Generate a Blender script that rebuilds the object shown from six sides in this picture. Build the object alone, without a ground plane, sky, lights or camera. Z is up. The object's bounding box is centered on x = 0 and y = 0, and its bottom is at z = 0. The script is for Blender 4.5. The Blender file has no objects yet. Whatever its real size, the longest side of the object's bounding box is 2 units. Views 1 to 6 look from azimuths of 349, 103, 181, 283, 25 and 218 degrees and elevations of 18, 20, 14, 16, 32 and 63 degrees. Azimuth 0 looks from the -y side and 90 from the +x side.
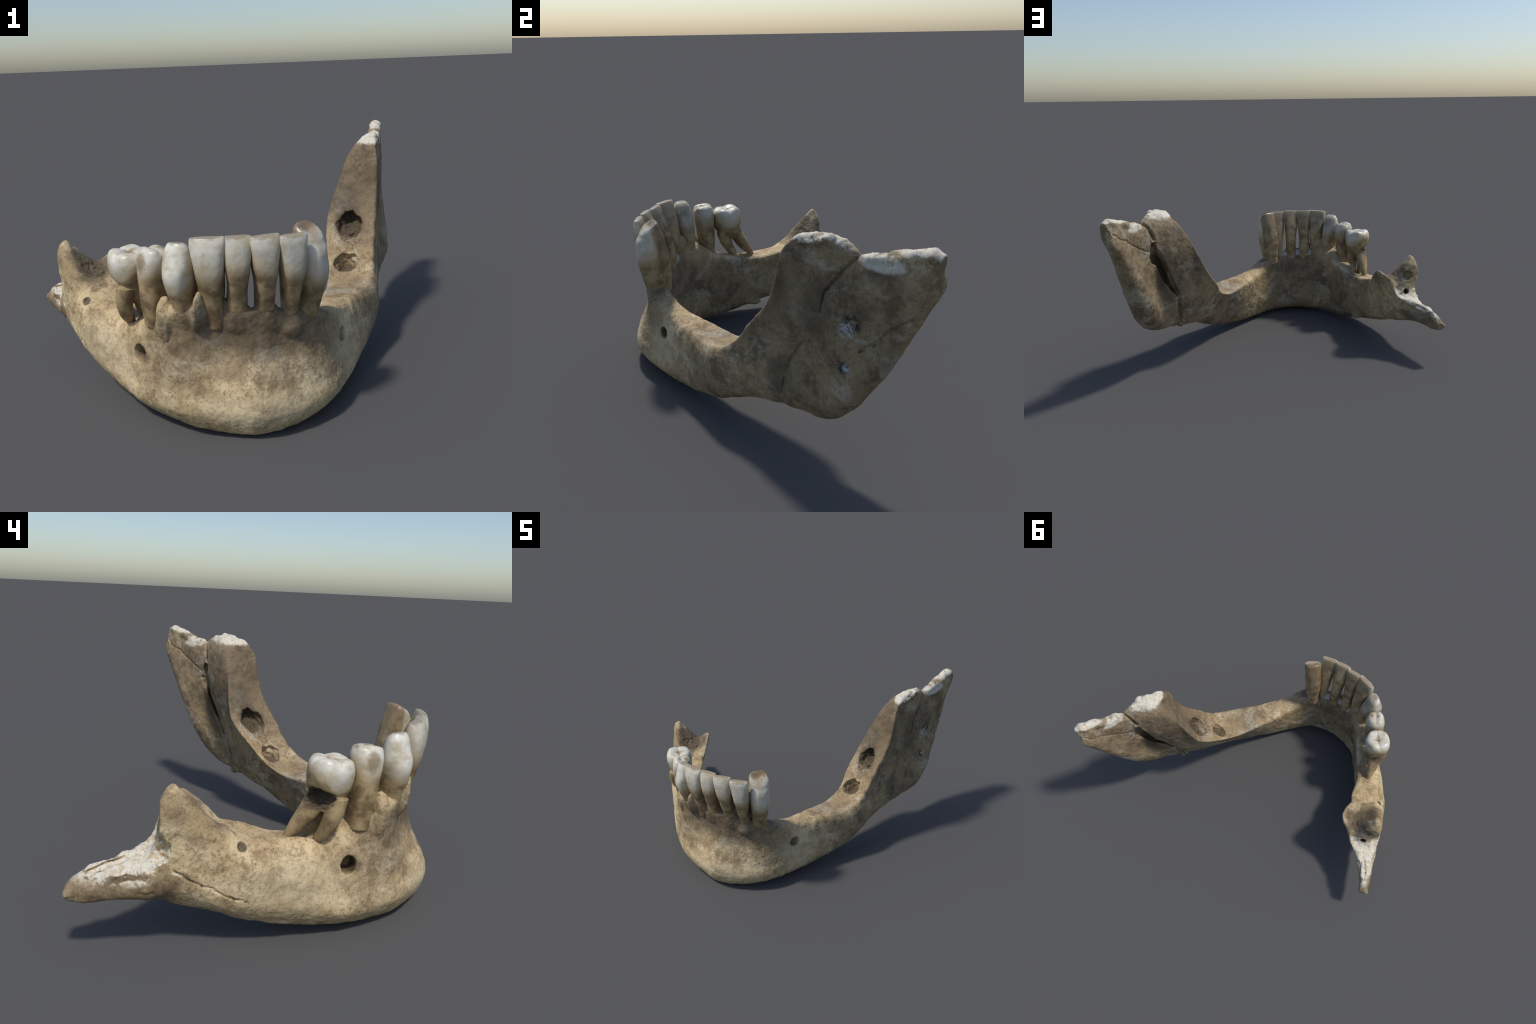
"""Broken, soil-stained human lower jaw with eight teeth, built part by part."""
import bpy, bmesh, math, random
import numpy as np
from mathutils import Vector, Matrix, noise

random.seed(11)
VOXEL = 0.0036
COLL = bpy.context.scene.collection


# ------------------------------------------------------------------ helpers
def catmull(points, samples, closed=False, power=0.5):
    """Centripetal Catmull-Rom curve through points, `samples` per span."""
    P = np.asarray(points, float)
    n = len(P)
    if closed:
        P = np.vstack([P[-1], P, P[0], P[1]])
        spans = n
    else:
        P = np.vstack([2 * P[0] - P[1], P, 2 * P[-1] - P[-2]])
        spans = n - 1
    out = []
    for i in range(spans):
        p0, p1, p2, p3 = P[i:i + 4]
        t0 = 0.0
        t1 = t0 + max(np.linalg.norm(p1 - p0), 1e-6) ** power
        t2 = t1 + max(np.linalg.norm(p2 - p1), 1e-6) ** power
        t3 = t2 + max(np.linalg.norm(p3 - p2), 1e-6) ** power
        for t in np.linspace(t1, t2, samples, endpoint=False):
            a1 = (t1 - t) / (t1 - t0) * p0 + (t - t0) / (t1 - t0) * p1
            a2 = (t2 - t) / (t2 - t1) * p1 + (t - t1) / (t2 - t1) * p2
            a3 = (t3 - t) / (t3 - t2) * p2 + (t - t2) / (t3 - t2) * p3
            b1 = (t2 - t) / (t2 - t0) * a1 + (t - t0) / (t2 - t0) * a2
            b2 = (t3 - t) / (t3 - t1) * a2 + (t - t1) / (t3 - t1) * a3
            out.append((t2 - t) / (t2 - t1) * b1 + (t - t1) / (t2 - t1) * b2)
    if not closed:
        out.append(P[-2])
    return np.array(out)


def loft_mesh(rings):
    """Closed solid from a stack of equal rings, ends capped by fans."""
    rings = np.asarray(rings)
    rows, cols = rings.shape[:2]
    verts = [tuple(p) for ring in rings for p in ring]
    faces = []
    for i in range(rows - 1):
        for j in range(cols):
            k = (j + 1) % cols
            faces.append((i * cols + j, i * cols + k, (i + 1) * cols + k, (i + 1) * cols + j))
    for i, flip in ((0, True), (rows - 1, False)):
        verts.append(tuple(rings[i].mean(0)))
        c = len(verts) - 1
        for j in range(cols):
            k = (j + 1) % cols
            tri = (i * cols + j, i * cols + k, c)
            faces.append(tri[::-1] if flip else tri)
    return verts, faces


def lump(center, radii, axis=(0, 0, 1), seed=0.0, rough=0.15, freq=3.0, subdiv=4):
    """Noisy ellipsoid; radii = (across, across, along axis)."""
    bm = bmesh.new()
    bmesh.ops.create_icosphere(bm, subdivisions=subdiv, radius=1.0)
    q = Vector(axis).to_track_quat('Z', 'Y')
    verts = []
    for v in bm.verts:
        f = 1 + rough * noise.fractal(v.co * freq + Vector((seed, seed * 2, 3)), 0.9, 2.0, 4)
        p = q @ Vector((v.co.x * radii[0] * f, v.co.y * radii[1] * f, v.co.z * radii[2] * f))
        verts.append(tuple(p + Vector(center)))
    faces = [tuple(v.index for v in f.verts) for f in bm.faces]
    bm.free()
    return verts, faces


def tube(points, radii, flat=1.0, up=(0, 0, 1), sides=20, per=8):
    """Round rod along a curve with changing radius."""
    data = [tuple(p) + (r,) for p, r in zip(points, radii)]
    curve = catmull(data, per)
    pos, rad = curve[:, :3], np.maximum(curve[:, 3], 0.001)
    rings = []
    for i in range(len(pos)):
        t = pos[min(i + 1, len(pos) - 1)] - pos[max(i - 1, 0)]
        t /= np.linalg.norm(t)
        a = np.cross(t, up)
        a /= np.linalg.norm(a)
        b = np.cross(t, a)
        ang = np.linspace(0, 2 * np.pi, sides, endpoint=False)
        rings.append(pos[i] + rad[i] * (np.outer(np.cos(ang), a) + flat * np.outer(np.sin(ang), b)))
    return loft_mesh(rings)


def join(pieces):
    verts, faces = [], []
    for v, f in pieces:
        o = len(verts)
        verts += v
        faces += [tuple(i + o for i in face) for face in f]
    return verts, faces


def to_object(name, geometry):
    me = bpy.data.meshes.new(name)
    me.from_pydata(geometry[0], [], geometry[1])
    bm = bmesh.new()
    bm.from_mesh(me)
    bmesh.ops.recalc_face_normals(bm, faces=bm.faces)
    bm.to_mesh(me)
    bm.free()
    ob = bpy.data.objects.new(name, me)
    COLL.objects.link(ob)
    return ob


def bake(ob):
    """Apply all modifiers."""
    dg = bpy.context.evaluated_depsgraph_get()
    me = bpy.data.meshes.new_from_object(ob.evaluated_get(dg))
    old = ob.data
    ob.modifiers.clear()
    ob.data = me
    bpy.data.meshes.remove(old)


def remesh(ob, size, smooth=0):
    m = ob.modifiers.new('r', 'REMESH')
    m.mode = 'VOXEL'
    m.voxel_size = size
    if smooth:
        s = ob.modifiers.new('s', 'SMOOTH')
        s.factor = 0.5
        s.iterations = smooth
    bake(ob)


def carve(ob, cutters):
    c = to_object('cutter', cutters)
    remesh(c, VOXEL * 1.2)
    m = ob.modifiers.new('b', 'BOOLEAN')
    m.operation = 'DIFFERENCE'
    m.solver = 'MANIFOLD'
    m.object = c
    bake(ob)
    bpy.data.objects.remove(c)


def get_co(me):
    co = np.empty(len(me.vertices) * 3)
    me.vertices.foreach_get('co', co)
    return co.reshape(-1, 3)


def get_no(me):
    no = np.empty(len(me.vertices) * 3)
    me.vertices.foreach_get('normal', no)
    return no.reshape(-1, 3)


def set_co(me, co):
    me.vertices.foreach_set('co', np.ascontiguousarray(co).ravel())
    me.update()


def fractal(co, scale, octaves=4, rough=0.9, shift=0.0, stretch=(1, 1, 1)):
    s = Vector(stretch) * scale
    o = Vector((shift, shift * 1.7, -shift))
    return np.array([noise.fractal(Vector((p[0] * s.x, p[1] * s.y, p[2] * s.z)) + o, rough, 2.0, octaves) for p in co])


def smooth01(x):
    x = np.clip(x, 0, 1)
    return x * x * (3 - 2 * x)


def blob(co, center, radii):
    """1 inside an ellipsoid, fading to 0 at its border."""
    d = np.linalg.norm((co - np.array(center)) / np.array(radii), axis=1)
    return smooth01(1.0 - d)


def dist_to_path(pts, path):
    best = np.full(len(pts), 1e9)
    for a, b in zip(path[:-1], path[1:]):
        a, b = np.array(a, float), np.array(b, float)
        ab = b - a
        t = np.clip(((pts - a) @ ab) / (ab @ ab), 0, 1)
        best = np.minimum(best, np.linalg.norm(pts - a - np.outer(t, ab), axis=1))
    return best


# ------------------------------------------------------------------ jaw bone
# Two straight frames (rear right, rear left): origin on the outer face, direction
# of travel and inward direction.  The front of the arch has free stations.
RIGHT = dict(o=np.array([-0.761, -0.151]), t=np.array([-0.380, 0.925]), i=np.array([0.925, 0.380]))
LEFT = dict(o=np.array([0.739, 0.201]), t=np.array([0.406, 0.914]), i=np.array([-0.914, 0.406]))

STATIONS = []


def section(foot, inward, *ring):
    """One upright cross-section.  ring: (depth inward, height) from the outer top
    shoulder down the outer face, along the base and up the inner face."""
    f, n = np.array(foot, float), np.array(inward, float)
    n = n / np.linalg.norm(n)
    STATIONS.append([(f[0] + n[0] * w, f[1] + n[1] * w, z) for w, z in ring])


def rear(side, along, *ring):
    section(side['o'] + side['t'] * along, side['i'], *ring)


# right side: snapped tail, broken crest and flange, then the right body
rear(RIGHT, .588, (.00, .248), (-.005, .243), (-.008, .236), (-.005, .228), (.0, .222), (.02, .216),
     (.036, .222), (.044, .232), (.046, .245), (.044, .256), (.036, .262), (.02, .260))
rear(RIGHT, .53, (.0, .277), (-.008, .262), (-.010, .245), (-.008, .228), (.0, .212), (.022, .204),
     (.042, .212), (.050, .235), (.053, .26), (.052, .295), (.042, .315), (.018, .300))
rear(RIGHT, .46, (.0, .314), (-.008, .29), (-.010, .265), (-.008, .24), (.0, .222), (.030, .212),
     (.055, .222), (.068, .25), (.074, .285), (.076, .325), (.066, .345), (.030, .330))
rear(RIGHT, .38, (.0, .316), (-.006, .29), (-.010, .265), (-.008, .24), (.005, .222), (.042, .21),
     (.078, .222), (.098, .255), (.110, .30), (.115, .345), (.10, .362), (.045, .338))
rear(RIGHT, .302, (.0, .326), (-.006, .30), (-.010, .27), (-.010, .24), (.002, .218), (.052, .198),
     (.105, .21), (.135, .26), (.152, .33), (.165, .38), (.15, .375), (.06, .365))
rear(RIGHT, .268, (.028, .585), (-.004, .560), (-.010, .48), (-.010, .36), (-.006, .24), (.055, .190),
     (.118, .205), (.150, .26), (.180, .38), (.200, .480), (.14, .455), (.075, .545))
rear(RIGHT, .236, (.028, .620), (-.006, .590), (-.014, .48), (-.016, .36), (-.012, .25), (.055, .176),
     (.120, .195), (.158, .255), (.196, .40), (.232, .516), (.17, .482), (.072, .578))
rear(RIGHT, .20, (.028, .590), (-.006, .555), (-.016, .46), (-.018, .36), (-.014, .24), (.055, .162),
     (.122, .18), (.165, .25), (.208, .40), (.248, .532), (.18, .484), (.080, .548))
rear(RIGHT, .12, (.030, .514), (-.004, .475), (-.018, .39), (-.020, .31), (-.014, .21), (.055, .142),
     (.125, .16), (.165, .24), (.198, .36), (.236, .478), (.17, .446), (.085, .478))
rear(RIGHT, .0, (.058, .412), (.014, .385), (-.014, .33), (-.018, .26), (-.010, .175), (.055, .104),
     (.14, .125), (.172, .21), (.192, .30), (.208, .37), (.216, .415), (.13, .410))
rear(RIGHT, -.16, (.072, .375), (.042, .352), (.014, .31), (.004, .24), (.008, .15), (.07, .064),
     (.160, .08), (.190, .16), (.205, .25), (.208, .33), (.200, .378), (.13, .385))
# front of the arch
section((-.526, -.498), (.8, .6), (.046, .41), (.014, .35), (-.002, .27), (-.018, .18), (-.022, .09), (.065, .012),
        (.14, .045), (.168, .14), (.168, .25), (.165, .34), (.16, .42), (.10, .425))
section((-.40, -.66), (.6, .8), (.024, .505), (.036, .42), (.032, .33), (.006, .20), (-.010, .10), (.06, .008),
        (.15, .04), (.180, .12), (.175, .24), (.168, .36), (.150, .49), (.08, .535))
section((-.24, -.76), (.25, .97), (.092, .495), (.099, .42), (.083, .32), (.028, .20), (.002, .10), (.06, .003),
        (.16, .03), (.21, .11), (.215, .24), (.20, .36), (.15, .52), (.112, .545))
section((-.10, -.800), (0, 1), (.115, .49), (.109, .40), (.085, .31), (.028, .21), (-.002, .11), (.05, .004),
        (.16, .025), (.225, .10), (.228, .22), (.215, .34), (.185, .44), (.145, .485))
section((.05, -.765), (-.22, .975), (.094, .460), (.093, .38), (.074, .29), (.026, .19), (-.006, .09), (.05, .002),
        (.15, .022), (.205, .10), (.205, .22), (.195, .33), (.17, .44), (.13, .47))
section((.19, -.69), (-.5, .866), (.060, .430), (.056, .36), (.040, .27), (.006, .18), (-.016, .09), (.06, .0),
        (.14, .02), (.18, .10), (.185, .22), (.178, .33), (.165, .42), (.12, .44))
section((.318, -.509), (-.8, .6), (.034, .365), (.018, .32), (.006, .25), (-.018, .17), (-.032, .085), (.045, .004),
        (.11, .03), (.138, .11), (.148, .20), (.152, .28), (.145, .350), (.085, .378))
section((.455, -.33), (-.85, .53), (.030, .350), (.006, .31), (-.010, .24), (-.022, .16), (-.014, .08), (.050, .022),
        (.11, .05), (.145, .13), (.165, .21), (.178, .28), (.180, .328), (.10, .342))
# left body and ramus
rear(LEFT, -.38, (.006, .358), (-.024, .325), (-.034, .26), (-.030, .18), (-.004, .115), (.060, .073),
     (.115, .10), (.15, .17), (.175, .24), (.205, .30), (.215, .320), (.09, .336))
rear(LEFT, -.27, (.006, .424), (-.014, .375), (-.024, .29), (-.022, .21), (-.004, .155), (.06, .118),
     (.11, .145), (.15, .21), (.178, .28), (.208, .345), (.218, .366), (.10, .366))
rear(LEFT, -.174, (.004, .540), (-.006, .46), (-.014, .36), (-.012, .27), (-.006, .20), (.045, .160),
     (.10, .18), (.15, .25), (.188, .33), (.228, .42), (.242, .460), (.12, .462))
rear(LEFT, -.09, (.004, .645), (-.002, .54), (-.012, .43), (-.014, .33), (-.015, .23), (.035, .182),
     (.10, .20), (.15, .29), (.195, .39), (.240, .50), (.248, .535), (.13, .560))
rear(LEFT, -.046, (.002, .74), (.0, .60), (-.014, .46), (-.018, .34), (-.022, .24), (.03, .188),
     (.09, .21), (.148, .30), (.192, .43), (.236, .56), (.242, .59), (.125, .64))
rear(LEFT, -.005, (.006, .90), (.004, .70), (-.010, .50), (-.018, .35), (-.028, .25), (.02, .198),
     (.08, .22), (.145, .32), (.188, .48), (.218, .66), (.216, .69), (.112, .79))
rear(LEFT, .03, (.016, .945), (.002, .75), (-.008, .52), (-.018, .37), (-.030, .26), (.01, .206),
     (.07, .225), (.130, .33), (.178, .52), (.192, .74), (.180, .79), (.09, .88))
rear(LEFT, .10, (.018, .960), (.0, .78), (-.006, .55), (-.020, .39), (-.036, .28), (.0, .222),
     (.06, .235), (.094, .34), (.146, .52), (.176, .74), (.152, .885), (.08, .945))
rear(LEFT, .17, (.018, .978), (-.008, .80), (-.012, .60), (-.026, .42), (-.048, .29), (-.005, .222),
     (.050, .245), (.076, .35), (.106, .52), (.158, .74), (.118, .92), (.06, .982))
rear(LEFT, .245, (.02, .962), (-.012, .80), (-.016, .62), (-.030, .46), (-.062, .325), (-.020, .250),
     (.056, .278), (.080, .37), (.088, .54), (.105, .78), (.090, .91), (.055, .97))
rear(LEFT, .33, (.02, .935), (-.010, .82), (-.016, .66), (-.022, .52), (-.060, .390), (-.018, .315),
     (.060, .345), (.096, .43), (.096, .58), (.084, .76), (.078, .88), (.05, .94))
rear(LEFT, .42, (.015, .945), (-.004, .86), (-.010, .75), (-.012, .64), (-.030, .52), (.010, .442),
     (.078, .485), (.100, .56), (.094, .68), (.078, .82), (.070, .905), (.045, .955))
rear(LEFT, .50, (.012, .975), (-.002, .91), (-.010, .82), (-.014, .74), (-.004, .65), (.040, .598),
     (.086, .645), (.098, .71), (.092, .79), (.078, .87), (.065, .94), (.04, .98))
rear(LEFT, .57, (.008, .992), (-.002, .945), (-.004, .90), (.002, .85), (.022, .79), (.052, .755),
     (.080, .775), (.094, .82), (.092, .86), (.082, .91), (.064, .962), (.04, .995))
rear(LEFT, .622, (.01, .985), (.0, .965), (.0, .93), (.01, .90), (.03, .87), (.05, .858),
     (.07, .862), (.08, .88), (.075, .905), (.065, .94), (.05, .970), (.03, .992))


def build_bone():
    ring_count = len(STATIONS[0])
    tracks = [catmull([s[k] for s in STATIONS], 10) for k in range(ring_count)]
    rings = [catmull([tr[i] for tr in tracks], 9, closed=True) for i in range(len(tracks[0]))]
    pieces = [loft_mesh(rings)]
    # spurs, flakes and lumps that stand out of the bone
    pieces.append(lump((-.522, -.275, .088), (.034, .075, .018), (0, 0, 1), 2.0, .12))
    pieces.append(lump((.675, .262, .235), (.028, .032, .024), (0, 0, 1), 5.0, .12))
    # socket walls left standing between and around the teeth
    pieces.append(lump((-.298, -.664, .500), (.036, .020, .085), (.1, -.12, 1), 6.0, .10))
    pieces.append(lump((-.412, -.585, .450), (.042, .040, .095), (0, 0, 1), 8.0, .10))
    pieces.append(lump((-.152, -.652, .450), (.056, .040, .085), (0, 0, 1), 3.0, .10))
    pieces.append(lump((-.045, -.654, .440), (.056, .040, .085), (0, 0, 1), 4.0, .10))
    pieces.append(lump((.055, -.648, .405), (.056, .040, .070), (0, 0, 1), 7.0, .10))
    pieces.append(lump((-.265, -.605, .520), (.064, .034, .060), (0, 0, 1), 9.0, .10))
    # jagged peak of the snapped coronoid
    for v, w, z, r, k in ((.155, .030, .948, .036, 1.0), (.195, .030, .958, .034, 2.0), (.235, .042, .944, .030, 3.0)):
        pieces.append(lump(at(LEFT, v, w, z), (r, r * .9, r * 1.05), (.2, .1, 1), k, .5, 1.4, 2))
    return to_object('mandible_bone', join(pieces))


def left_frame(co):
    d = co[:, :2] - LEFT['o']
    return np.column_stack([d @ LEFT['t'], d @ LEFT['i'], co[:, 2]])


def right_frame(co):
    d = co[:, :2] - RIGHT['o']
    return np.column_stack([d @ RIGHT['t'], d @ RIGHT['i'], co[:, 2]])


def at(side, along, depth, z):
    p = side['o'] + side['t'] * along + side['i'] * depth
    return (p[0], p[1], z)


def direction(side, along, depth, z):
    p = side['t'] * along + side['i'] * depth
    return (p[0], p[1], z)


CRACK_OUT = [(.33, .96), (.292, .91), (.243, .845), (.191, .772), (.172, .693), (.143, .60), (.071, .505), (.023, .414), (-.006, .247), (-.01, .19)]
CRACK_IN = [(.33, .96), (.29, .90), (.27, .83), (.27, .74), (.215, .61), (.10, .45), (.075, .35), (.02, .21)]
CRACK_REAR = [(.585, .745), (.525, .737), (.466, .698), (.396, .616), (.35, .58)]
CRACK_NECK = [(.60, .93), (.56, .895), (.506, .875), (.42, .82), (.32, .77)]
CRACK_RIGHT = [(.228, .328), (.182, .295), (.133, .268), (.083, .248), (.052, .225), (-.03, .20)]


def dig_holes(bone):
    cut = []
    cut.append(tube([(-.57, -.520, .290), (-.50, -.485, .28), (-.44, -.47, .27)], [.036, .032, .024], flat=1.15))
    cut.append(tube([(.37, -.535, .272), (.318, -.500, .262), (.27, -.46, .25)], [.036, .033, .024]))
    cut.append(tube([at(RIGHT, 0, -.03, .402), at(RIGHT, 0, .012, .397), at(RIGHT, 0, .030, .394)], [.022, .019, .012]))
    # empty molar sockets in the rising front of the left ramus
    cut.append(lump(at(LEFT, -.118, .130, .550), (.070, .066, .082), direction(LEFT, .45, .0, .85), 7.0, .22, 2.0))
    cut.append(lump(at(LEFT, -.060, .125, .570), (.046, .040, .06), direction(LEFT, .8, .0, .2), 17.0, .3))
    cut.append(lump(at(LEFT, -.245, .135, .388), (.062, .058, .046), direction(LEFT, -.4, .0, .9), 9.0, .22, 2.0))
    # trough under the bared molar roots
    cut.append(lump((-.535, -.325, .392), (.030, .085, .026), (0, 0, 1), 12.0, .3))
    # open hollow on the inner side of the crack
    for depth, r in ((.115, 1.0), (.075, .9)):
        cut.append(tube([at(LEFT, .290, depth, .84), at(LEFT, .272, depth, .76), at(LEFT, .225, depth, .64), at(LEFT, .15, depth, .52), at(LEFT, .095, depth, .44)],
                        [.010 * r, .030 * r, .034 * r, .026 * r, .012 * r], up=direction(LEFT, 0, 1, 0)))
    cut.append(lump(at(LEFT, .28, .09, .73), (.035, .035, .05), (0, 0, 1), 14.0, .4))
    # nerve canal and marrow holes in the right break
    cut.append(tube([at(RIGHT, .345, .085, .42), at(RIGHT, .29, .085, .395), at(RIGHT, .24, .09, .37)], [.022, .022, .016]))
    cut.append(tube([at(RIGHT, .35, .070, .372), at(RIGHT, .40, .055, .345), at(RIGHT, .46, .040, .334), at(RIGHT, .52, .030, .306)], [.017, .014, .011, .007]))
    # the crest overhangs a snapped hollow; marrow holes behind it
    cut.append(lump(at(RIGHT, .305, -.005, .398), (.052, .062, .062), (0, 0, 1), 4.0, .25))
    cut.append(lump(at(RIGHT, .300, .075, .500), (.045, .050, .042), (0, 0, 1), 5.0, .25))
    cut.append(lump(at(RIGHT, .305, .125, .440), (.030, .030, .030), (0, 0, 1), 8.0, .3))
    # pit in the broken neck
    cut.append(lump(at(LEFT, .640, .068, .935), (.030, .030, .042), (0, 0, 1), 6.0, .35))
    carve(bone, join(cut))


def soften_rim(bone, rounds=30):
    """Blend the socket walls into the bone around the front teeth."""
    me = bone.data
    co = get_co(me)
    w = np.clip(2.0 * blob(co, (-.12, -.66, .47), (.42, .20, .16)), 0, 1)[:, None]
    e = np.empty(len(me.edges) * 2, int)
    me.edges.foreach_get('vertices', e)
    e = e.reshape(-1, 2)
    count = np.bincount(e.ravel(), minlength=len(co))[:, None]
    for _ in range(rounds):
        total = np.zeros_like(co)
        for k in range(3):
            total[:, k] = np.bincount(e[:, 0], co[e[:, 1], k], len(co)) + np.bincount(e[:, 1], co[e[:, 0], k], len(co))
        co = co + w * .6 * (total / count - co)
    set_co(me, co)


def surface_relief(bone):
    me = bone.data
    co, no = get_co(me), get_no(me)
    lf, rf = left_frame(co), right_frame(co)
    amp = 0.0045 * fractal(co, 5.0, 4, .9, 1.0) + 0.0022 * fractal(co, 22.0, 4, .8, 4.0)
    # rough, snapped surfaces
    on_left = co[:, 0] > .3
    on_right = (co[:, 0] < -.55) & (rf[:, 0] > .15)
    snapped = np.zeros(len(co))
    top_line = np.interp(lf[:, 0], [-.1, 0, .13, .19, .26, .33, .45, .63], [.7, .93, .95, .98, .96, .93, .955, 1.0])
    snapped += on_left * (lf[:, 0] > -.01) * smooth01((lf[:, 2] - top_line + .03) / .03)
    snapped += on_right * smooth01((rf[:, 0] - .25) / .05) * smooth01((no[:, 2] + .1) / .3)
    snapped = np.clip(snapped, 0, 1)
    jag = fractal(co, 26.0, 4, .7, 9.0)
    facets = np.array([noise.voronoi(Vector(p) * 15.0)[0][0] for p in co])
    amp += snapped * (.003 * jag + .012 * fractal(co, 8.0, 2, .8, 2.0) + .016 * (facets - .4))
    # masseter roughness at the left angle
    rough = blob(lf, (.22, 0, .42), (.24, .12, .28)) * on_left
    amp += rough * .006 * fractal(co, 18.0, 4, .8, 6.0)
    # porous retromolar bone
    porous = blob(rf, (.17, .15, .48), (.16, .16, .12)) * (co[:, 0] < -.4) + blob(lf, (-.16, .13, .5), (.16, .12, .18)) * on_left
    crags = blob(lf, (.03, .10, .87), (.10, .09, .10)) * on_left
    amp += crags * .016 * np.minimum(fractal(co, 18.0, 4, .7, 28.0), .1)
    amp += np.clip(porous, 0, 1) * .007 * fractal(co, 32.0, 4, .7, 8.0)
    pitted = blob(lf, (-.10, .13, .54), (.11, .09, .11)) + blob(lf, (-.245, .135, .375), (.08, .08, .07))
    amp += on_left * np.clip(1.6 * pitted, 0, 1) * .012 * fractal(co, 24.0, 4, .7, 18.0)

    # cracks
    outer = (lf[:, 1] < .05) & on_left
    inner = (lf[:, 1] >= .05) & on_left
    wob = np.column_stack([fractal(co, 30.0, 3, .8, 3.0), fractal(co, 30.0, 3, .8, 13.0)]) * .005
    vz = lf[:, [0, 2]] + wob
    d = dist_to_path(vz, CRACK_OUT)
    shown = np.interp(lf[:, 2], [.36, .40, .50, .55, .72, .77], [.05, .8, .8, .15, .2, 1.0])
    amp -= outer * .013 * np.exp(-(d / .0055) ** 2) * shown
    amp -= outer * .008 * np.exp(-(d / .035) ** 2)
    d = dist_to_path(vz, CRACK_IN)
    amp -= inner * .022 * np.exp(-(d / .008) ** 2)
    for path, depth, width in ((CRACK_REAR, .007, .005), (CRACK_NECK, .005, .005)):
        d = dist_to_path(vz, path)
        side = outer if path is CRACK_REAR else inner
        amp -= side * depth * np.exp(-(d / width) ** 2)
    uz = rf[:, [0, 2]] + wob
    d = dist_to_path(uz, CRACK_RIGHT)
    amp -= (rf[:, 1] < .04) * (co[:, 0] < -.5) * .006 * np.exp(-(d / .0042) ** 2) * smooth01((rf[:, 0] + .04) / .06)
    co = co + no * amp[:, None]
    co[:, 2] -= min(co[:, 2].min(), 0.0)
    set_co(me, co)


# ------------------------------------------------------------------ teeth
ARCH_CENTER = np.array([-0.10, -0.30])


def superellipse(a, b, power, count=36):
    ang = np.linspace(0, 2 * np.pi, count, endpoint=False)
    c, s = np.cos(ang), np.sin(ang)
    return np.column_stack([a * np.sign(c) * np.abs(c) ** (2 / power), b * np.sign(s) * np.abs(s) ** (2 / power)])


def tooth_frame(top, base, labial):
    z = np.array(top, float) - np.array(base, float)
    length = np.linalg.norm(z)
    z /= length
    x = np.array(tuple(labial) + (0,), float)
    x -= z * (x @ z)
    x /= np.linalg.norm(x)
    y = np.cross(z, x)
    return np.column_stack([x, y, z]), length


def tooth_solid(levels, power=2.4):
    """levels: (height, half thickness labial-lingual, half width, labial shift, tilt)"""
    curve = catmull(levels, 7, power=.5)
    rings = []
    for h, a, b, s, tilt in curve:
        r = superellipse(max(a, .002), max(b, .002), power)
        rings.append(np.column_stack([r[:, 0] + s, r[:, 1], h + tilt * r[:, 0]]))
    return loft_mesh(rings)


TEETH = []


def place_tooth(name, geometry, top, base, labial, material, relief=None, seed=0.0, cutters=None):
    frame, length = tooth_frame(top, base, labial)
    ob = to_object(name, geometry)
    remesh(ob, .0030, 2)
    if cutters:
        c = to_object('cutter', cutters)
        m = ob.modifiers.new('b', 'BOOLEAN')
        m.operation, m.solver, m.object = 'DIFFERENCE', 'MANIFOLD', c
        bake(ob)
        bpy.data.objects.remove(c)
        remesh(ob, .0028, 1)
    me = ob.data
    co, no = get_co(me), get_no(me)
    amp = .0040 * fractal(co, 8.0, 2, .9, seed) + .0005 * fractal(co, 50.0, 3, .8, seed)
    if relief is not None:
        amp = amp + relief(co, no)
    set_co(me, co + no * amp[:, None])
    me.shade_smooth()
    me.materials.clear()
    me.materials.append(material)
    M = Matrix([list(frame[i]) + [float(base[i])] for i in range(3)] + [[0, 0, 0, 1]])
    ob.matrix_world = M
    TEETH.append(ob)
    return ob


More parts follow.
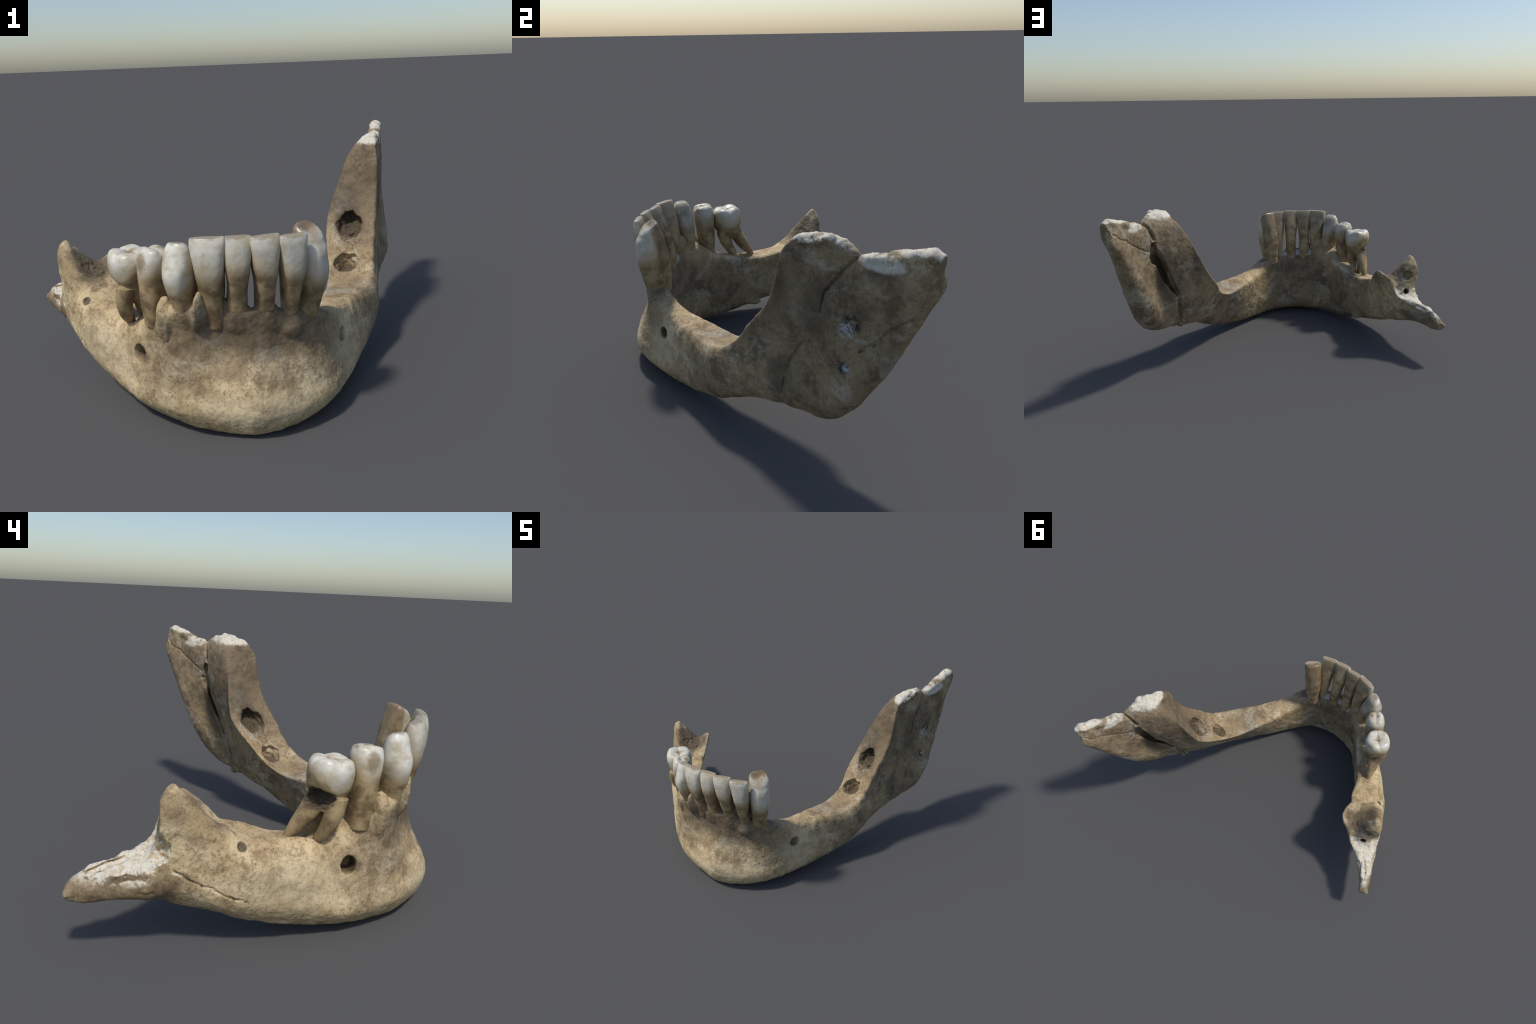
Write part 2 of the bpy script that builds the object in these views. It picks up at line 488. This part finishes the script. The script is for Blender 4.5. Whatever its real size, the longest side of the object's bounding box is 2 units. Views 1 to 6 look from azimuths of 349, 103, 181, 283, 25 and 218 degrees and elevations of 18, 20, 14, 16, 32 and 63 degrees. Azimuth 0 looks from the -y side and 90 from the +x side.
# ------------------------------------------------------------------ materials
class Graph:
    def __init__(self, name):
        self.mat = bpy.data.materials.new(name)
        self.mat.use_nodes = True
        self.t = self.mat.node_tree
        self.t.nodes.clear()
        self.out = self.node('ShaderNodeOutputMaterial')
        self.bsdf = self.node('ShaderNodeBsdfPrincipled')
        self.link(self.bsdf.outputs[0], self.out.inputs[0])
        self.pos = self.node('ShaderNodeTexCoord').outputs['Object']

    def node(self, kind, **props):
        n = self.t.nodes.new(kind)
        for k, v in props.items():
            setattr(n, k, v)
        return n

    def link(self, a, b):
        self.t.links.new(a, b)

    def put(self, socket, value):
        if isinstance(value, bpy.types.NodeSocket):
            self.link(value, socket)
        else:
            socket.default_value = value

    def math(self, op, a, b=0.0, c=0.0, clamp=False):
        n = self.node('ShaderNodeMath', operation=op, use_clamp=clamp)
        for s, v in zip(n.inputs, (a, b, c)):
            self.put(s, v)
        return n.outputs[0]

    def noise(self, scale, detail=4.0, rough=.55, stretch=(1, 1, 1), shift=0.0, distortion=0.0):
        m = self.node('ShaderNodeMapping')
        self.link(self.pos, m.inputs['Vector'])
        m.inputs['Scale'].default_value = stretch
        m.inputs['Location'].default_value = (shift, shift * .7, -shift)
        n = self.node('ShaderNodeTexNoise')
        self.link(m.outputs[0], n.inputs['Vector'])
        n.inputs['Scale'].default_value = scale
        n.inputs['Detail'].default_value = detail
        n.inputs['Roughness'].default_value = rough
        n.inputs['Distortion'].default_value = distortion
        return n.outputs['Fac']

    def step(self, value, low, high):
        n = self.node('ShaderNodeMapRange', interpolation_type='SMOOTHSTEP')
        self.put(n.inputs['Value'], value)
        n.inputs['From Min'].default_value = low
        n.inputs['From Max'].default_value = high
        return n.outputs[0]

    def mix(self, fac, a, b, blend='MIX'):
        n = self.node('ShaderNodeMix', data_type='RGBA', blend_type=blend)
        self.put(n.inputs[0], fac)
        for s, v in ((n.inputs[6], a), (n.inputs[7], b)):
            if isinstance(v, tuple) and len(v) == 3:
                v = v + (1.0,)
            self.put(s, v)
        return n.outputs[2]

    def ball(self, center, radii, soft=.5, wobble=None, amount=.5, rot=0.0):
        """1 inside a soft ellipsoid around center; wobble breaks up the rim."""
        m = self.node('ShaderNodeMapping', vector_type='TEXTURE')
        self.link(self.pos, m.inputs['Vector'])
        m.inputs['Location'].default_value = center
        m.inputs['Scale'].default_value = radii
        m.inputs['Rotation'].default_value = (0, 0, rot)
        n = self.node('ShaderNodeVectorMath', operation='LENGTH')
        self.link(m.outputs[0], n.inputs[0])
        d = n.outputs['Value']
        if wobble is not None:
            d = self.math('ADD', d, self.math('MULTIPLY', self.math('SUBTRACT', wobble, .5), amount * 2))
        return self.step(d, 1 + soft * .5, 1 - soft * .5) if False else self.math('SUBTRACT', 1.0, self.step(d, 1 - soft, 1 + soft))

    def top(self, *masks):
        r = masks[0]
        for m in masks[1:]:
            r = self.math('MAXIMUM', r, m)
        return r

    def segment(self, a, b, width, wobble=None):
        """Thin line mask between two points in space."""
        a, b = Vector(a), Vector(b)
        ab = b - a
        s = self.node('ShaderNodeVectorMath', operation='SUBTRACT')
        self.put(s.inputs[0], wobble if wobble is not None else self.pos)
        s.inputs[1].default_value = a
        d = self.node('ShaderNodeVectorMath', operation='DOT_PRODUCT')
        self.link(s.outputs[0], d.inputs[0])
        d.inputs[1].default_value = ab / ab.length_squared
        t = self.math('ADD', d.outputs['Value'], 0.0, clamp=True)
        k = self.node('ShaderNodeVectorMath', operation='SCALE')
        k.inputs[0].default_value = ab
        self.link(t, k.inputs['Scale'])
        e = self.node('ShaderNodeVectorMath', operation='DISTANCE')
        self.link(s.outputs[0], e.inputs[0])
        self.link(k.outputs[0], e.inputs[1])
        return self.math('SUBTRACT', 1.0, self.step(e.outputs['Value'], width * .3, width))

    def finish(self, color, roughness, bump_height, bump_strength=.4, distance=.01):
        self.put(self.bsdf.inputs['Base Color'], color)
        self.put(self.bsdf.inputs['Roughness'], roughness)
        b = self.node('ShaderNodeBump')
        b.inputs['Strength'].default_value = bump_strength
        b.inputs['Distance'].default_value = distance
        self.put(b.inputs['Height'], bump_height)
        self.link(b.outputs[0], self.bsdf.inputs['Normal'])
        return self.mat


CREAM, TAN, BROWN, DARK = (.68, .53, .305), (.47, .34, .175), (.165, .105, .050), (.055, .037, .020)
GREYTAN, WHITE, ASH = (.285, .215, .125), (.68, .63, .52), (.43, .385, .30)


def bone_material():
    g = Graph('stained_bone')
    big = g.noise(4.0, 5, .6, shift=2.0)
    mid = g.noise(13.0, 6, .65, shift=5.0, distortion=.4)
    fine = g.noise(70.0, 5, .7, shift=1.0)
    speck = g.noise(150.0, 3, .6, shift=8.0)
    patch = g.noise(7.5, 6, .6, shift=11.0, distortion=.6)

    # where soil has stained the bone brown
    browned = g.top(
        g.ball((-.06, -.68, .43), (.34, .16, .16), .55, mid, .35),
        g.ball((-.08, -.58, .30), (.45, .13, .26), .45, mid, .35),
        g.ball((.72, .42, .62), (.42, .55, .62), .35, big, .35),
        g.ball((.45, -.10, .22), (.25, .25, .22), .5, mid, .4),
        g.ball((-.90, .28, .25), (.16, .28, .10), .45, mid, .5),
        g.ball((-.72, .06, .52), (.14, .14, .12), .5, mid, .5),
        g.ball((-.40, -.20, .20), (.16, .40, .30), .4, mid, .4))
    blotch = g.noise(10.0, 12, .80, shift=14.0, distortion=.2)
    deep = g.noise(26.0, 9, .78, shift=17.0, distortion=.3)
    mottle = g.noise(38.0, 6, .7, shift=7.0, distortion=.8)
    base = g.mix(g.step(patch, .38, .62), TAN, CREAM)
    base = g.mix(g.math('MULTIPLY', g.step(blotch, .495, .60), .70), base, (.235, .158, .080))
    base = g.mix(g.math('MULTIPLY', g.step(blotch, .46, .36), .55), base, (.74, .60, .37))
    stained = g.mix(g.step(blotch, .42, .60), (.275, .203, .117), (.125, .086, .047))
    stained = g.mix(g.math('MULTIPLY', g.step(big, .50, .59), .6), stained, (.37, .268, .138))
    stained = g.mix(g.math('MULTIPLY', g.step(patch, .54, .63), .62), stained, ASH)
    color = g.mix(g.math('MULTIPLY', browned, .92), base, stained)
    # thickest soil film: front of the left ramus and the sockets' outer wall
    film = g.top(g.ball((.63, .22, .76), (.13, .20, .24), .4, mid, .4), g.ball((-.06, -.68, .42), (.34, .12, .11), .5, mid, .5),
                 g.ball((-.70, .06, .50), (.10, .10, .07), .5, mid, .4))
    color = g.mix(g.math('MULTIPLY', film, .74), color, g.mix(g.step(blotch, .40, .60), (.155, .112, .064), (.085, .060, .034)))
    # brown grain and pores everywhere
    color = g.mix(g.math('MULTIPLY', g.step(deep, .54, .62), .60), color, BROWN)
    color = g.mix(g.math('MULTIPLY', g.step(deep, .42, .34), .30), color, g.mix(browned, (.72, .60, .38), (.42, .345, .22)))
    color = g.mix(g.math('MULTIPLY', g.step(fine, .52, .62), .50), color, BROWN)
    color = g.mix(g.math('MULTIPLY', g.step(speck, .62, .70), .6), color, DARK)
    # pale scrubbed zones: chin pad, right lower body, left foramen
    pale = g.top(g.ball((-.15, -.80, .12), (.36, .12, .06), .5, mid, .5),
                 g.ball((-.66, -.33, .24), (.12, .30, .10), .5, mid, .5),
                 g.ball((.34, -.50, .22), (.10, .12, .12), .5, mid, .5))
    color = g.mix(g.math('MULTIPLY', pale, .35), color, (.64, .53, .34))
    # fresh white breaks
    up = g.node('ShaderNodeSeparateXYZ')
    g.link(g.node('ShaderNodeNewGeometry').outputs['Normal'], up.inputs[0])
    facing = g.step(g.math('ADD', up.outputs['Z'], g.math('MULTIPLY', g.math('SUBTRACT', fine, .5), .8)), .18, .45)
    ramus_top = g.ball((.775, .33, 1.0), (.12, .15, .075), .15, fine, .25)
    neck_top = g.ball((.945, .68, 1.0), (.12, .14, .024), .3, mid, .8)
    tail = g.ball((-.84, .25, .36), (.20, .24, .09), .2, fine, .25)
    incisal = g.ball((-.065, -.608, .478), (.15, .042, .026), .3, fine, .5)
    scar = g.ball((.905, .575, .935), (.09, .09, .035), .2, mid, .5)
    fresh = g.math('MULTIPLY', g.top(g.math('MULTIPLY', g.top(ramus_top, neck_top, tail), facing), scar), g.step(mid, .68, .56))
    chalk = g.mix(g.math('MULTIPLY', g.step(mottle, .48, .64), .75), WHITE, TAN)
    chalk = g.mix(g.math('MULTIPLY', g.step(fine, .56, .68), .7), chalk, BROWN)
    color = g.mix(fresh, color, chalk)
    color = g.mix(g.math('MULTIPLY', incisal, .85), color, (.50, .50, .48))
    # blackened spots with white lime on the outer ramus
    soot = g.top(g.ball((.885, .485, .685), (.05, .035, .035), .5, fine, .9), g.ball((.885, .455, .50), (.03, .022, .022), .5, fine, .9))
    color = g.mix(g.math('MULTIPLY', soot, g.step(mottle, .40, .52)), color, (.016, .017, .024))
    lime = g.top(g.ball((.875, .462, .655), (.04, .028, .03), .4, fine, .8), g.ball((.875, .468, .50), (.03, .014, .014), .4, fine, .8))
    color = g.mix(g.math('MULTIPLY', lime, g.step(fine, .58, .48)), color, (.42, .42, .42))
    # dark brown patches along the ramus crack, then the cracks themselves
    dark_patches = g.top(g.ball((.809, .332, .687), (.06, .07, .13), .5, mid, .5), g.ball((.757, .176, .354), (.06, .06, .09), .5, mid, .5))
    color = g.mix(g.math('MULTIPLY', dark_patches, .6), color, (.105, .078, .046))
    jitter = g.node('ShaderNodeTexNoise')
    jitter.inputs['Scale'].default_value = 28.0
    g.link(g.pos, jitter.inputs['Vector'])
    off = g.node('ShaderNodeVectorMath', operation='MULTIPLY_ADD')
    g.link(jitter.outputs['Color'], off.inputs[0])
    off.inputs[1].default_value = (.020, .020, .020)
    off.inputs[2].default_value = (-.010, -.010, -.010)
    moved = g.node('ShaderNodeVectorMath', operation='ADD')
    g.link(g.pos, moved.inputs[0])
    g.link(off.outputs[0], moved.inputs[1])
    lines = []
    for side, path, depth, width in ((LEFT, CRACK_REAR, -.016, .009), (RIGHT, CRACK_RIGHT, -.012, .0055), (LEFT, CRACK_OUT[:5], -.003, .010), (LEFT, CRACK_OUT[6:9], -.016, .008)):
        for p, q in zip(path[:-1], path[1:]):
            lines.append(g.segment(at(side, p[0], depth, p[1]), at(side, q[0], depth, q[1]), width, moved.outputs[0]))
    color = g.mix(g.math('MULTIPLY', g.top(*lines), .8), color, (.035, .026, .017))
    # near-black colour in the sockets and hollows
    dark_hollows = g.top(g.ball(at(LEFT, -.070, .125, .540), (.080, .085, .085), .3, mid, .3),
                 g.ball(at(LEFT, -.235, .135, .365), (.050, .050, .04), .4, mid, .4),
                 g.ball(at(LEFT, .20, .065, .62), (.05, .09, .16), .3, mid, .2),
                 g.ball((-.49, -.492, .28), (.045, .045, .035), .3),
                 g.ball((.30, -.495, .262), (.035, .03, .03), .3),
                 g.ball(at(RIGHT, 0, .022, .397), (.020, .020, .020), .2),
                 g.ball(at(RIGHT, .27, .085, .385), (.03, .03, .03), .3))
    color = g.mix(g.math('MULTIPLY', dark_hollows, .85), color, DARK)
    pores = g.math('MULTIPLY', g.step(speck, .62, .72), -.6)
    height = g.math('ADD', g.math('MULTIPLY', fine, .5), g.math('ADD', pores, g.math('MULTIPLY', deep, .5)))
    return g.finish(color, .75, height, .40, .008)


def tooth_material(name, neck, spread, crown_top, wear=(), cavity=None, dirty=.3, film_amount=.9, white=(.66, .615, .51)):
    """Enamel above height `neck` (local), cementum below."""
    g = Graph(name)
    shift = neck * 40
    mid = g.noise(16.0, 5, .6, shift=shift)
    fine = g.noise(60.0, 5, .65, shift=shift + 4)
    sep = g.node('ShaderNodeSeparateXYZ')
    g.link(g.pos, sep.inputs[0])
    h = g.math('ADD', sep.outputs['Z'], g.math('MULTIPLY', g.math('SUBTRACT', mid, .5), .05))
    h = g.math('SUBTRACT', h, g.math('MULTIPLY', g.math('MULTIPLY', sep.outputs['Y'], sep.outputs['Y']), 9.0))
    enamel = g.step(h, neck - spread, neck + spread)
    root = g.mix(g.step(mid, .36, .64), (.42, .305, .155), (.185, .120, .056))
    root = g.mix(g.math('MULTIPLY', g.step(fine, .55, .7), .5), root, (.10, .066, .035))
    crown = g.mix(g.step(mid, .36, .70), white, (.50, .42, .28))
    crown = g.mix(g.math('MULTIPLY', g.step(fine, .60, .72), dirty), crown, (.26, .17, .08))
    low = g.math('SUBTRACT', 1.0, g.step(h, neck - .02, neck + .09))
    crown = g.mix(g.math('MULTIPLY', low, .75), crown, (.44, .32, .155))
    # tongue side carries a brown film
    film = g.math('MULTIPLY', g.step(g.math('ADD', sep.outputs['X'], g.math('MULTIPLY', g.math('SUBTRACT', mid, .5), .06)), .010, -.018), film_amount)
    crown = g.mix(film, crown, g.mix(g.step(mid, .40, .60), (.30, .215, .108), (.155, .105, .052)))
    color = g.mix(enamel, root, crown)
    for center, radii in wear:
        color = g.mix(g.math('MULTIPLY', g.ball(center, radii, .35, fine, .7), .72), color, (.24, .168, .085))
    if cavity:
        color = g.mix(g.ball(cavity[0], cavity[1], .25, mid, .2), color, (.04, .028, .018))
    rough = g.math('SUBTRACT', .72, g.math('MULTIPLY', enamel, .38))
    return g.finish(color, rough, g.math('ADD', g.math('MULTIPLY', mid, .5), g.math('MULTIPLY', fine, .4)), .12, .006)


def build_teeth():
    def outward(p):
        d = np.array(p[:2]) - ARCH_CENTER
        return d / np.linalg.norm(d)

    # (kind, top, base, labial dir, half width at edge, at root, half thickness at edge, at root, neck, root taper)
    front = [
        ('incisor', (-.250, -.676, .790), (-.232, -.636, .43), (-.30, -.95), .062, .048, .028, .058, .56, .62),
        ('incisor', (-.146, -.690, .788), (-.153, -.636, .42), (-.05, -1), .051, .037, .026, .056, .66, .95),
        ('incisor', (-.050, -.704, .786), (-.045, -.640, .42), (.08, -1), .053, .037, .026, .056, .64, .95),
        ('incisor', (.055, -.699, .778), (.052, -.634, .40), (.20, -.98), .053, .038, .026, .056, .58, .55),
    ]
    for i, (kind, top, base, lab, we, wr, te, tr, neck, taper) in enumerate(front):
        top, base = np.array(top), np.array(base)
        L = np.linalg.norm(top - base)
        levels = [(0, tr * .60, wr * taper, -.004, 0), (.10 * L, tr * .68, wr * (taper + .1), -.006, 0), (.30 * L, tr * .80, wr * (taper * .4 + .6), -.004, 0),
                  (.50 * L, tr * .88, wr * 1.03, .002, 0), (.66 * L, tr * .88, wr * .5 + we * .52, .008, 0),
                  (.84 * L, te * 1.35, we * .99, .012, 0), (.96 * L, te * .86, we * 1.06, .009, .05), (1.0 * L, te * .60, we * 1.03, .007, .05)]
        mat = tooth_material('incisor_enamel', neck * L, .030, L, wear=[((.007, 0, L + .002), (.020, we * 1.1, .012))], dirty=.35)
        place_tooth(kind, tooth_solid(levels, 2.8), top, base, lab, mat, seed=i * 3.1)

    # right canine: bulbous, whitest
    top, base = np.array((-.356, -.622, .764)), np.array((-.328, -.590, .46))
    L = np.linalg.norm(top - base)
    levels = [(0, .056, .038, 0, 0), (.25 * L, .064, .044, .002, 0), (.45 * L, .070, .050, .008, 0), (.65 * L, .066, .054, .012, 0),
              (.83 * L, .046, .052, .006, 0), (.95 * L, .032, .044, .0, .2), (1.0 * L, .02, .032, 0, .3)]
    mat = tooth_material('canine_enamel', .42 * L, .02, L, wear=[((.004, 0, L + .002), (.02, .028, .012))], dirty=.2, film_amount=.6, white=(.76, .73, .64))
    place_tooth('canine', tooth_solid(levels, 2.4), top, base, outward(top), mat, seed=21)

    # left canine: hollow worn facet with a raised dark inner wall
    top, base = np.array((.140, -.612, .775)), np.array((.112, -.592, .40))
    L = np.linalg.norm(top - base)
    levels = [(0, .065, .036, 0, 0), (.25 * L, .076, .048, 0, 0), (.5 * L, .084, .055, .004, 0), (.72 * L, .076, .057, .006, 0),
              (.90 * L, .054, .058, .002, -.25), (.97 * L, .044, .056, .0, -.45), (1.0 * L, .034, .048, -.002, -.5)]
    mat = tooth_material('canine_enamel', .45 * L, .03, L, wear=[((.0, 0, L), (.05, .045, .02)), ((-.06, 0, L * .9), (.045, .06, .07))], dirty=.25)

    def facet(co, no):
        return -.010 * np.exp(-((co[:, 0] + .0) / .022) ** 2 - (co[:, 1] / .03) ** 2) * smooth01((no[:, 2] - .2) / .4)
    place_tooth('canine', tooth_solid(levels, 2.6), top, base, (.62, -.78), mat, relief=facet, seed=31)

    # premolar
    top, base = np.array((-.436, -.518, .722)), np.array((-.452, -.508, .41))
    L = np.linalg.norm(top - base)
    levels = [(0, .042, .038, 0, 0), (.3 * L, .054, .047, 0, 0), (.55 * L, .060, .052, 0, 0), (.75 * L, .063, .058, 0, 0),
              (.90 * L, .060, .058, 0, 0), (.97 * L, .048, .048, 0, 0), (1.0 * L, .03, .03, 0, 0)]
    mat = tooth_material('premolar_enamel', .62 * L, .03, L, wear=[((.014, .008, L), (.010, .012, .014)), ((-.026, .012, L - .003), (.012, .018, .012)),
                                                                 ((.058, 0, L * .85), (.022, .026, .04)), ((-.012, -.040, L - .004), (.012, .010, .014))], dirty=.4, film_amount=.35, white=(.70, .665, .57))

    def premolar_cusps(co, no):
        up = smooth01((no[:, 2] - .3) / .5)
        return up * (.006 * np.exp(-((co[:, 0] - .03) / .02) ** 2) + .005 * np.exp(-((co[:, 0] + .03) / .02) ** 2) - .006 * np.exp(-(co[:, 0] / .012) ** 2))
    place_tooth('premolar', tooth_solid(levels, 2.5), top, base, outward(top), mat, relief=premolar_cusps, seed=41)

    # molar with three bared, splayed roots and a large decayed hollow
    top, base = np.array((-.530, -.405, .690)), np.array((-.530, -.395, .50))
    lab = np.array((-.79, -.61))
    frame, L = tooth_frame(top, base, lab)

    def loc(p):
        return tuple(frame.T @ (np.array(p) - base))
    crown = tooth_solid([(.0, .046, .054, 0, 0), (.03, .054, .060, 0, 0), (.06, .062, .070, 0, 0), (.085, .072, .082, 0, 0),
                         (.130, .080, .086, 0, 0), (.166, .077, .082, 0, 0), (.184, .064, .068, 0, 0), (.190, .03, .035, 0, 0)], 2.25)
    roots = [
        tube([loc((-.548, -.372, .55)), loc((-.558, -.335, .49)), loc((-.568, -.295, .43)), loc((-.575, -.258, .383))], [.044, .038, .027, .010], sides=24),
        tube([loc((-.552, -.435, .55)), loc((-.566, -.428, .49)), loc((-.564, -.405, .43)), loc((-.546, -.368, .368))], [.040, .036, .028, .012], sides=24),
        tube([loc((-.500, -.420, .55)), loc((-.500, -.400, .48)), loc((-.505, -.350, .40))], [.040, .034, .012], sides=24),
    ]
    cav_center = loc((-.610, -.368, .553))
    cutter = lump(cav_center, (.054, .074, .041), (0, 0, 1), 2.0, .15)
    mat = tooth_material('molar_enamel', .075, .012, L, wear=[((.0, .004, .176), (.010, .042, .012)), ((-.016, -.006, .176), (.034, .008, .012)), ((.05, -.055, .09), (.03, .03, .03))],
                         cavity=((cav_center[0] - .01, cav_center[1], cav_center[2]), (.058, .076, .042)), dirty=.2, film_amount=.15, white=(.76, .73, .64))

    def molar_cusps(co, no):
        up = smooth01((no[:, 2] - .2) / .6)
        a = np.zeros(len(co))
        for cx, cy, h in ((.042, .04, .007), (.042, -.04, .008), (-.042, .042, .007), (-.042, -.038, .007)):
            a += h * np.exp(-((co[:, 0] - cx) / .026) ** 2 - ((co[:, 1] - cy) / .028) ** 2)
        a -= .007 * np.exp(-(co[:, 0] / .022) ** 2 - (co[:, 1] / .05) ** 2) + .004 * np.exp(-(co[:, 0] / .007) ** 2) + .003 * np.exp(-(co[:, 1] / .007) ** 2)
        return up * a
    place_tooth('molar', join([crown] + roots), top, base, lab, mat, relief=molar_cusps, seed=51, cutters=cutter)


# ------------------------------------------------------------------ assemble
def split_bone(bone, material):
    """Cut the one smooth bone into anatomical regions that share their borders."""
    me = bone.data
    me.shade_smooth()
    me.materials.append(material)
    normals = get_no(me).copy()
    co = get_co(me)
    centers = np.array([p.center[:] for p in me.polygons])
    lf, rf = left_frame(centers), right_frame(centers)
    region = np.zeros(len(centers), int)
    region[(centers[:, 0] > .3) & (lf[:, 0] > -.16 + .35 * (lf[:, 2] - .45))] = 1
    region[(centers[:, 0] < -.4) & (rf[:, 0] > .10)] = 2
    parts = []
    loops = [tuple(p.vertices) for p in me.polygons]
    for idx, name in ((0, 'jaw_body'), (1, 'ramus'), (2, 'ramus')):
        faces = [loops[i] for i in np.nonzero(region == idx)[0]]
        used = np.unique(np.array([v for f in faces for v in f]))
        remap = {int(v): k for k, v in enumerate(used)}
        m = bpy.data.meshes.new(name)
        m.from_pydata([tuple(co[v]) for v in used], [], [tuple(remap[v] for v in f) for f in faces])
        m.shade_smooth()
        m.normals_split_custom_set_from_vertices([tuple(normals[v]) for v in used])
        m.materials.append(material)
        ob = bpy.data.objects.new(name, m)
        COLL.objects.link(ob)
        parts.append(ob)
    bpy.data.objects.remove(bone)
    return parts


bone = build_bone()
remesh(bone, VOXEL, 2)
dig_holes(bone)
remesh(bone, VOXEL, 1)
soften_rim(bone)
surface_relief(bone)
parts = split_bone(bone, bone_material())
build_teeth()

root = bpy.data.objects.new('human_mandible', None)
root.empty_display_size = .2
COLL.objects.link(root)
root["label"] = "broken weathered human lower jaw bone with eight worn teeth"
root["category"] = "jaw bone"
bpy.context.view_layer.update()
for ob in parts + TEETH:
    ob.parent = root
